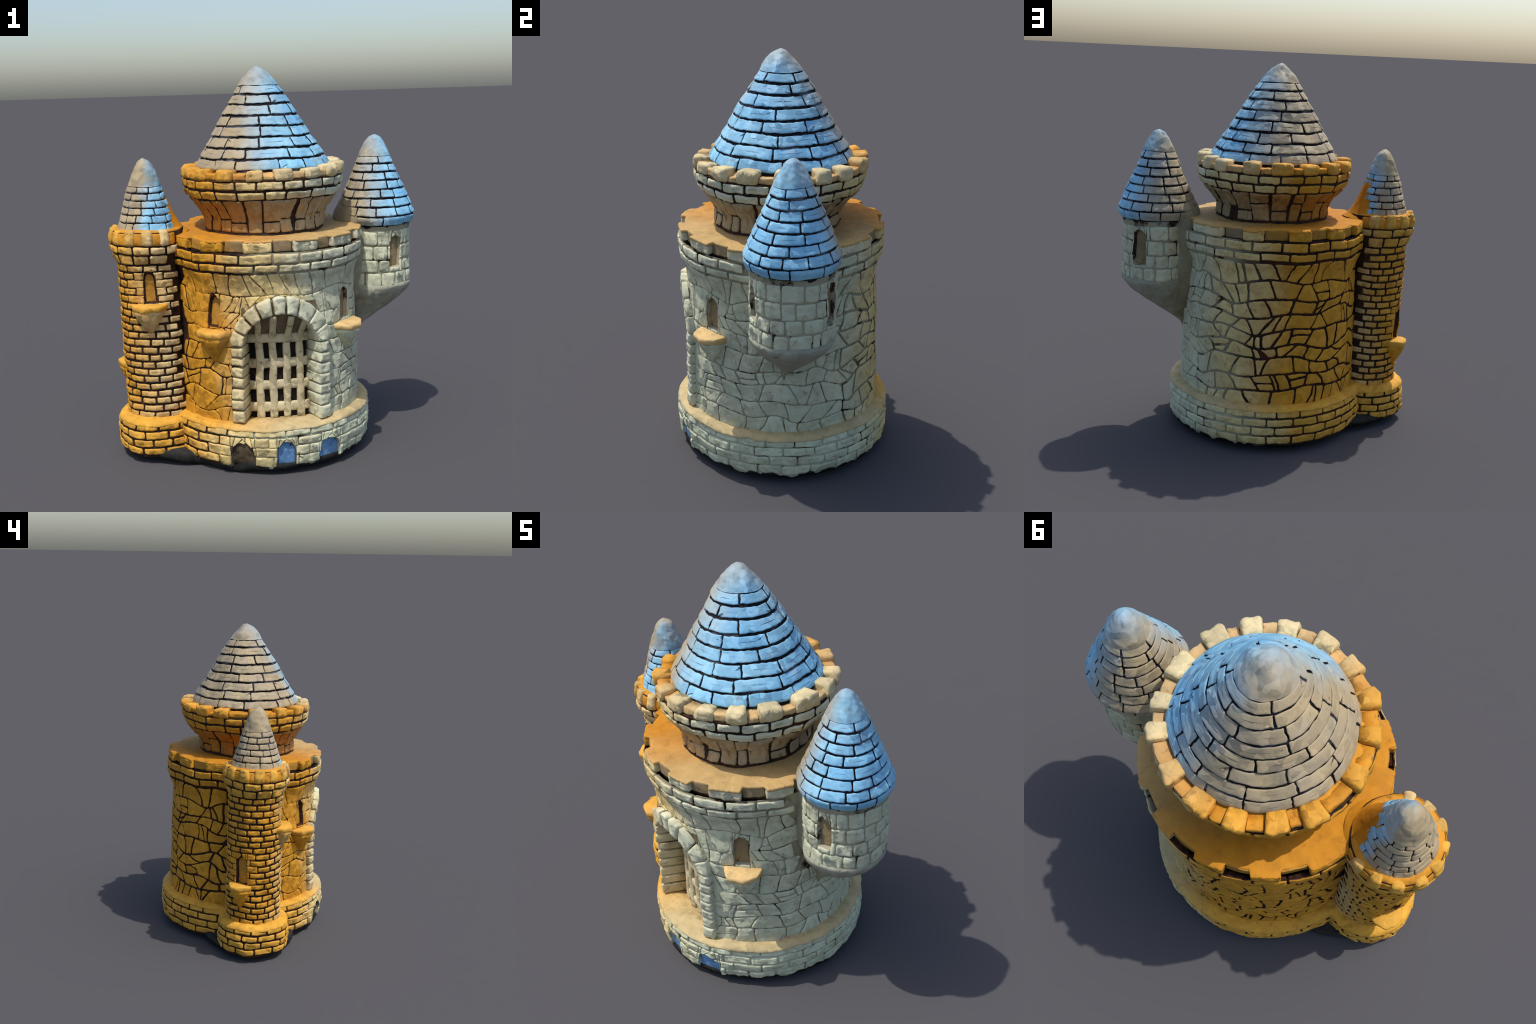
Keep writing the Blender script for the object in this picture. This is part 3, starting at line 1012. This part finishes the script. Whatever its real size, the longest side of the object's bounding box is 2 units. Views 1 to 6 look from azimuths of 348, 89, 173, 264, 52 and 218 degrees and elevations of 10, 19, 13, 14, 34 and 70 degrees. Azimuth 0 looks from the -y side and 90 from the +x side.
# ------------------------------------------------------------------ roofs
main_roof = revolve("main_roof", MROOF, M_SEAM_ROOF, 1.47, 1.9945, 120, 200)
rz = [1.490, 1.543, 1.594, 1.647, 1.700, 1.752, 1.806, 1.856, 1.902]
courses("roof_tile", MROOF, M_ROOF, main_roof, list(zip(rz[:-1], rz[1:])), 0.175, jitter=0.2, thick=0.005, lip=0.0045, gap=0.0105, side_gap=0.007, wobble=0.0024, edge=M_SEAM_ROOF, corner=0.005, bevel=0.003, rough=0.0008)


def cone_cap(name, surf, mat, z0, parent, thick):
    return revolve(name, surf, mat, z0, float(surf.z[-1]) - 0.0002, 40, 90, parent=parent, depth=lambda T, Z: 0 * T + thick, lump=0.0016, cap_top=True)


cone_cap("roof_tip", MROOF, M_ROOF, 1.900, main_roof, 0.006)
turret_roof = revolve("turret_roof", TROOF, M_SEAM_ROOF, 1.13, 1.621, 120, 150)
tz = [1.156, 1.203, 1.250, 1.296, 1.342, 1.388, 1.432, 1.476, 1.518]
courses("roof_tile", TROOF, M_TROOF, turret_roof, list(zip(tz[:-1], tz[1:])), 0.115, jitter=0.2, thick=0.005, lip=0.004, gap=0.0085, side_gap=0.006, edge=M_SEAM_ROOF, corner=0.005, bevel=0.003, rough=0.0009, step=0.014)
cone_cap("roof_tip", TROOF, M_TROOF, 1.515, turret_roof, 0.007)
side_roof = revolve("side_roof", SROOF, M_SEAM_ROOF, 1.175, 1.551, 100, 120)
sz = [1.190, 1.236, 1.276, 1.314, 1.351, 1.387, 1.420]
courses("roof_tile", SROOF, M_SROOF, side_roof, list(zip(sz[:-1], sz[1:])), 0.075, jitter=0.2, thick=0.006, lip=0.002, gap=0.006, side_gap=0.004, edge=M_SEAM_ROOF, corner=0.006, bevel=0.004, rough=0.0012, step=0.012)
cone_cap("roof_tip", SROOF, M_SROOF, 1.418, side_roof, 0.007)


def skirt(name, surf, mid_deg, half_deg, prof, mat, parent):
    """flare where a roof runs out on to the deck"""
    nth, V = 40, []
    for z, extra in prof:
        for i in range(nth):
            t = -1 + 2 * i / (nth - 1)
            w = math.cos(t * math.pi / 2) ** 0.9
            V.append(surf.point(rad(mid_deg + half_deg * t), z, -0.015 + (extra + 0.015) * w))
    V = np.array(V)
    return make(name, V, grid_faces(nth, len(prof), False), mat, parent)


skirt("roof_skirt", SROOF, 8, 62, [(1.160, 0.060), (1.1725, 0.046), (1.181, 0.036), (1.195, 0.029), (1.22, 0.022), (1.27, 0.014), (1.33, 0.010), (1.38, 0.006), (1.42, -0.003)], M_DECK, side_roof)
skirt("roof_skirt", TROOF, 180, 62, [(1.160, 0.040), (1.172, 0.032), (1.187, 0.024), (1.21, 0.016), (1.25, 0.010), (1.30, 0.0)], M_TROOF, turret_roof)

# ------------------------------------------------------------------ hanging turret
h1, d1 = window_on(TURRET, TWIN_FRONT, 0.03)
h2, d2 = window_on(TURRET, TWIN_BACK, 0.03)
turret = revolve("turret", TURRET, M_SEAM_TUR, 0.80, 1.15, 110, 240, depth=lambda T, Z: np.minimum(d1(T, Z), d2(T, Z)), lump=0.002, cap_top=True, cap_bottom=True)
courses("turret_stone", TURRET, M_TURRET, turret, [(0.832, 0.905), (0.905, 0.972), (0.972, 1.045), (1.045, 1.125)], 0.078, holes=(h1, h2), jitter=0.25, thick=0.0055, edge=M_SEAM_TUR, gap=0.0045, corner=0.012, bevel=0.006, rough=0.003,
        skip=lambda a, z: abs(wrap_near(a, math.pi) - math.pi) < rad(30))
for spec in (TWIN_FRONT, TWIN_BACK):
    th, hw, z0, z1 = spec
    slab("window", TURRET, slot_outline(th, hw, z0, z1, 0.184), M_WINDOW, turret, gap=0.003, thick=-0.016, sink=0.03, corner=0.003, bevel=0.002, step=0.012)
# solid web that ties the turret to the main wall
V, nth = [], 48
for z, k in ((0.60, 0.10), (0.66, 0.35), (0.72, 0.62), (0.80, 0.90), (0.90, 1.0), (1.05, 1.0), (1.165, 1.0)):
    for i in range(nth):
        t = TAU * i / nth
        V.append((0.47 + (0.04 + 0.11 * k) * math.cos(t), 0.024 + 0.15 * k * math.sin(t), z))
V = np.array(V)
V = V + 0.003 * np.stack([LUMP2(V), LUMP2(V[:, [1, 0, 2]]), 0 * LUMP(V)], 1)
F = grid_faces(nth, 7, True) + [tuple(range(nth - 1, -1, -1)), tuple(range(6 * nth, 7 * nth))]
make("turret_web", V, F, M_CORBEL, turret)
# pointed corbel below: circles shrinking towards a tip on the wall
V, nth = [], 72
levels = [(0.840, 1.0), (0.815, 0.99), (0.785, 0.935), (0.757, 0.86), (0.73, 0.76), (0.70, 0.64), (0.67, 0.51), (0.64, 0.38), (0.61, 0.24), (0.58, 0.13), (0.555, 0.06), (0.52, 0.01)]
for z, k in levels:
    for i in range(nth):
        t = TAU * i / nth
        cx = 0.616 * k + 0.462 * (1 - k)
        cy = 0.020 * k - 0.005 * (1 - k)
        slim = 0.62 + 0.38 * (k ** 1.3)          # keel: narrower than it is deep
        V.append((cx + 0.192 * k * math.cos(t), cy + 0.192 * k * slim * math.sin(t), z))
V = np.array(V)
V = V + 0.002 * np.stack([LUMP2(V), LUMP2(V[:, [1, 0, 2]]), LUMP(V)], 1)
F = [tuple(reversed(f)) for f in grid_faces(nth, len(levels), True)]
F += [tuple(range(nth)), tuple(reversed(range((len(levels) - 1) * nth, len(levels) * nth)))]
make("corbel", V, F, M_CORBEL, turret)
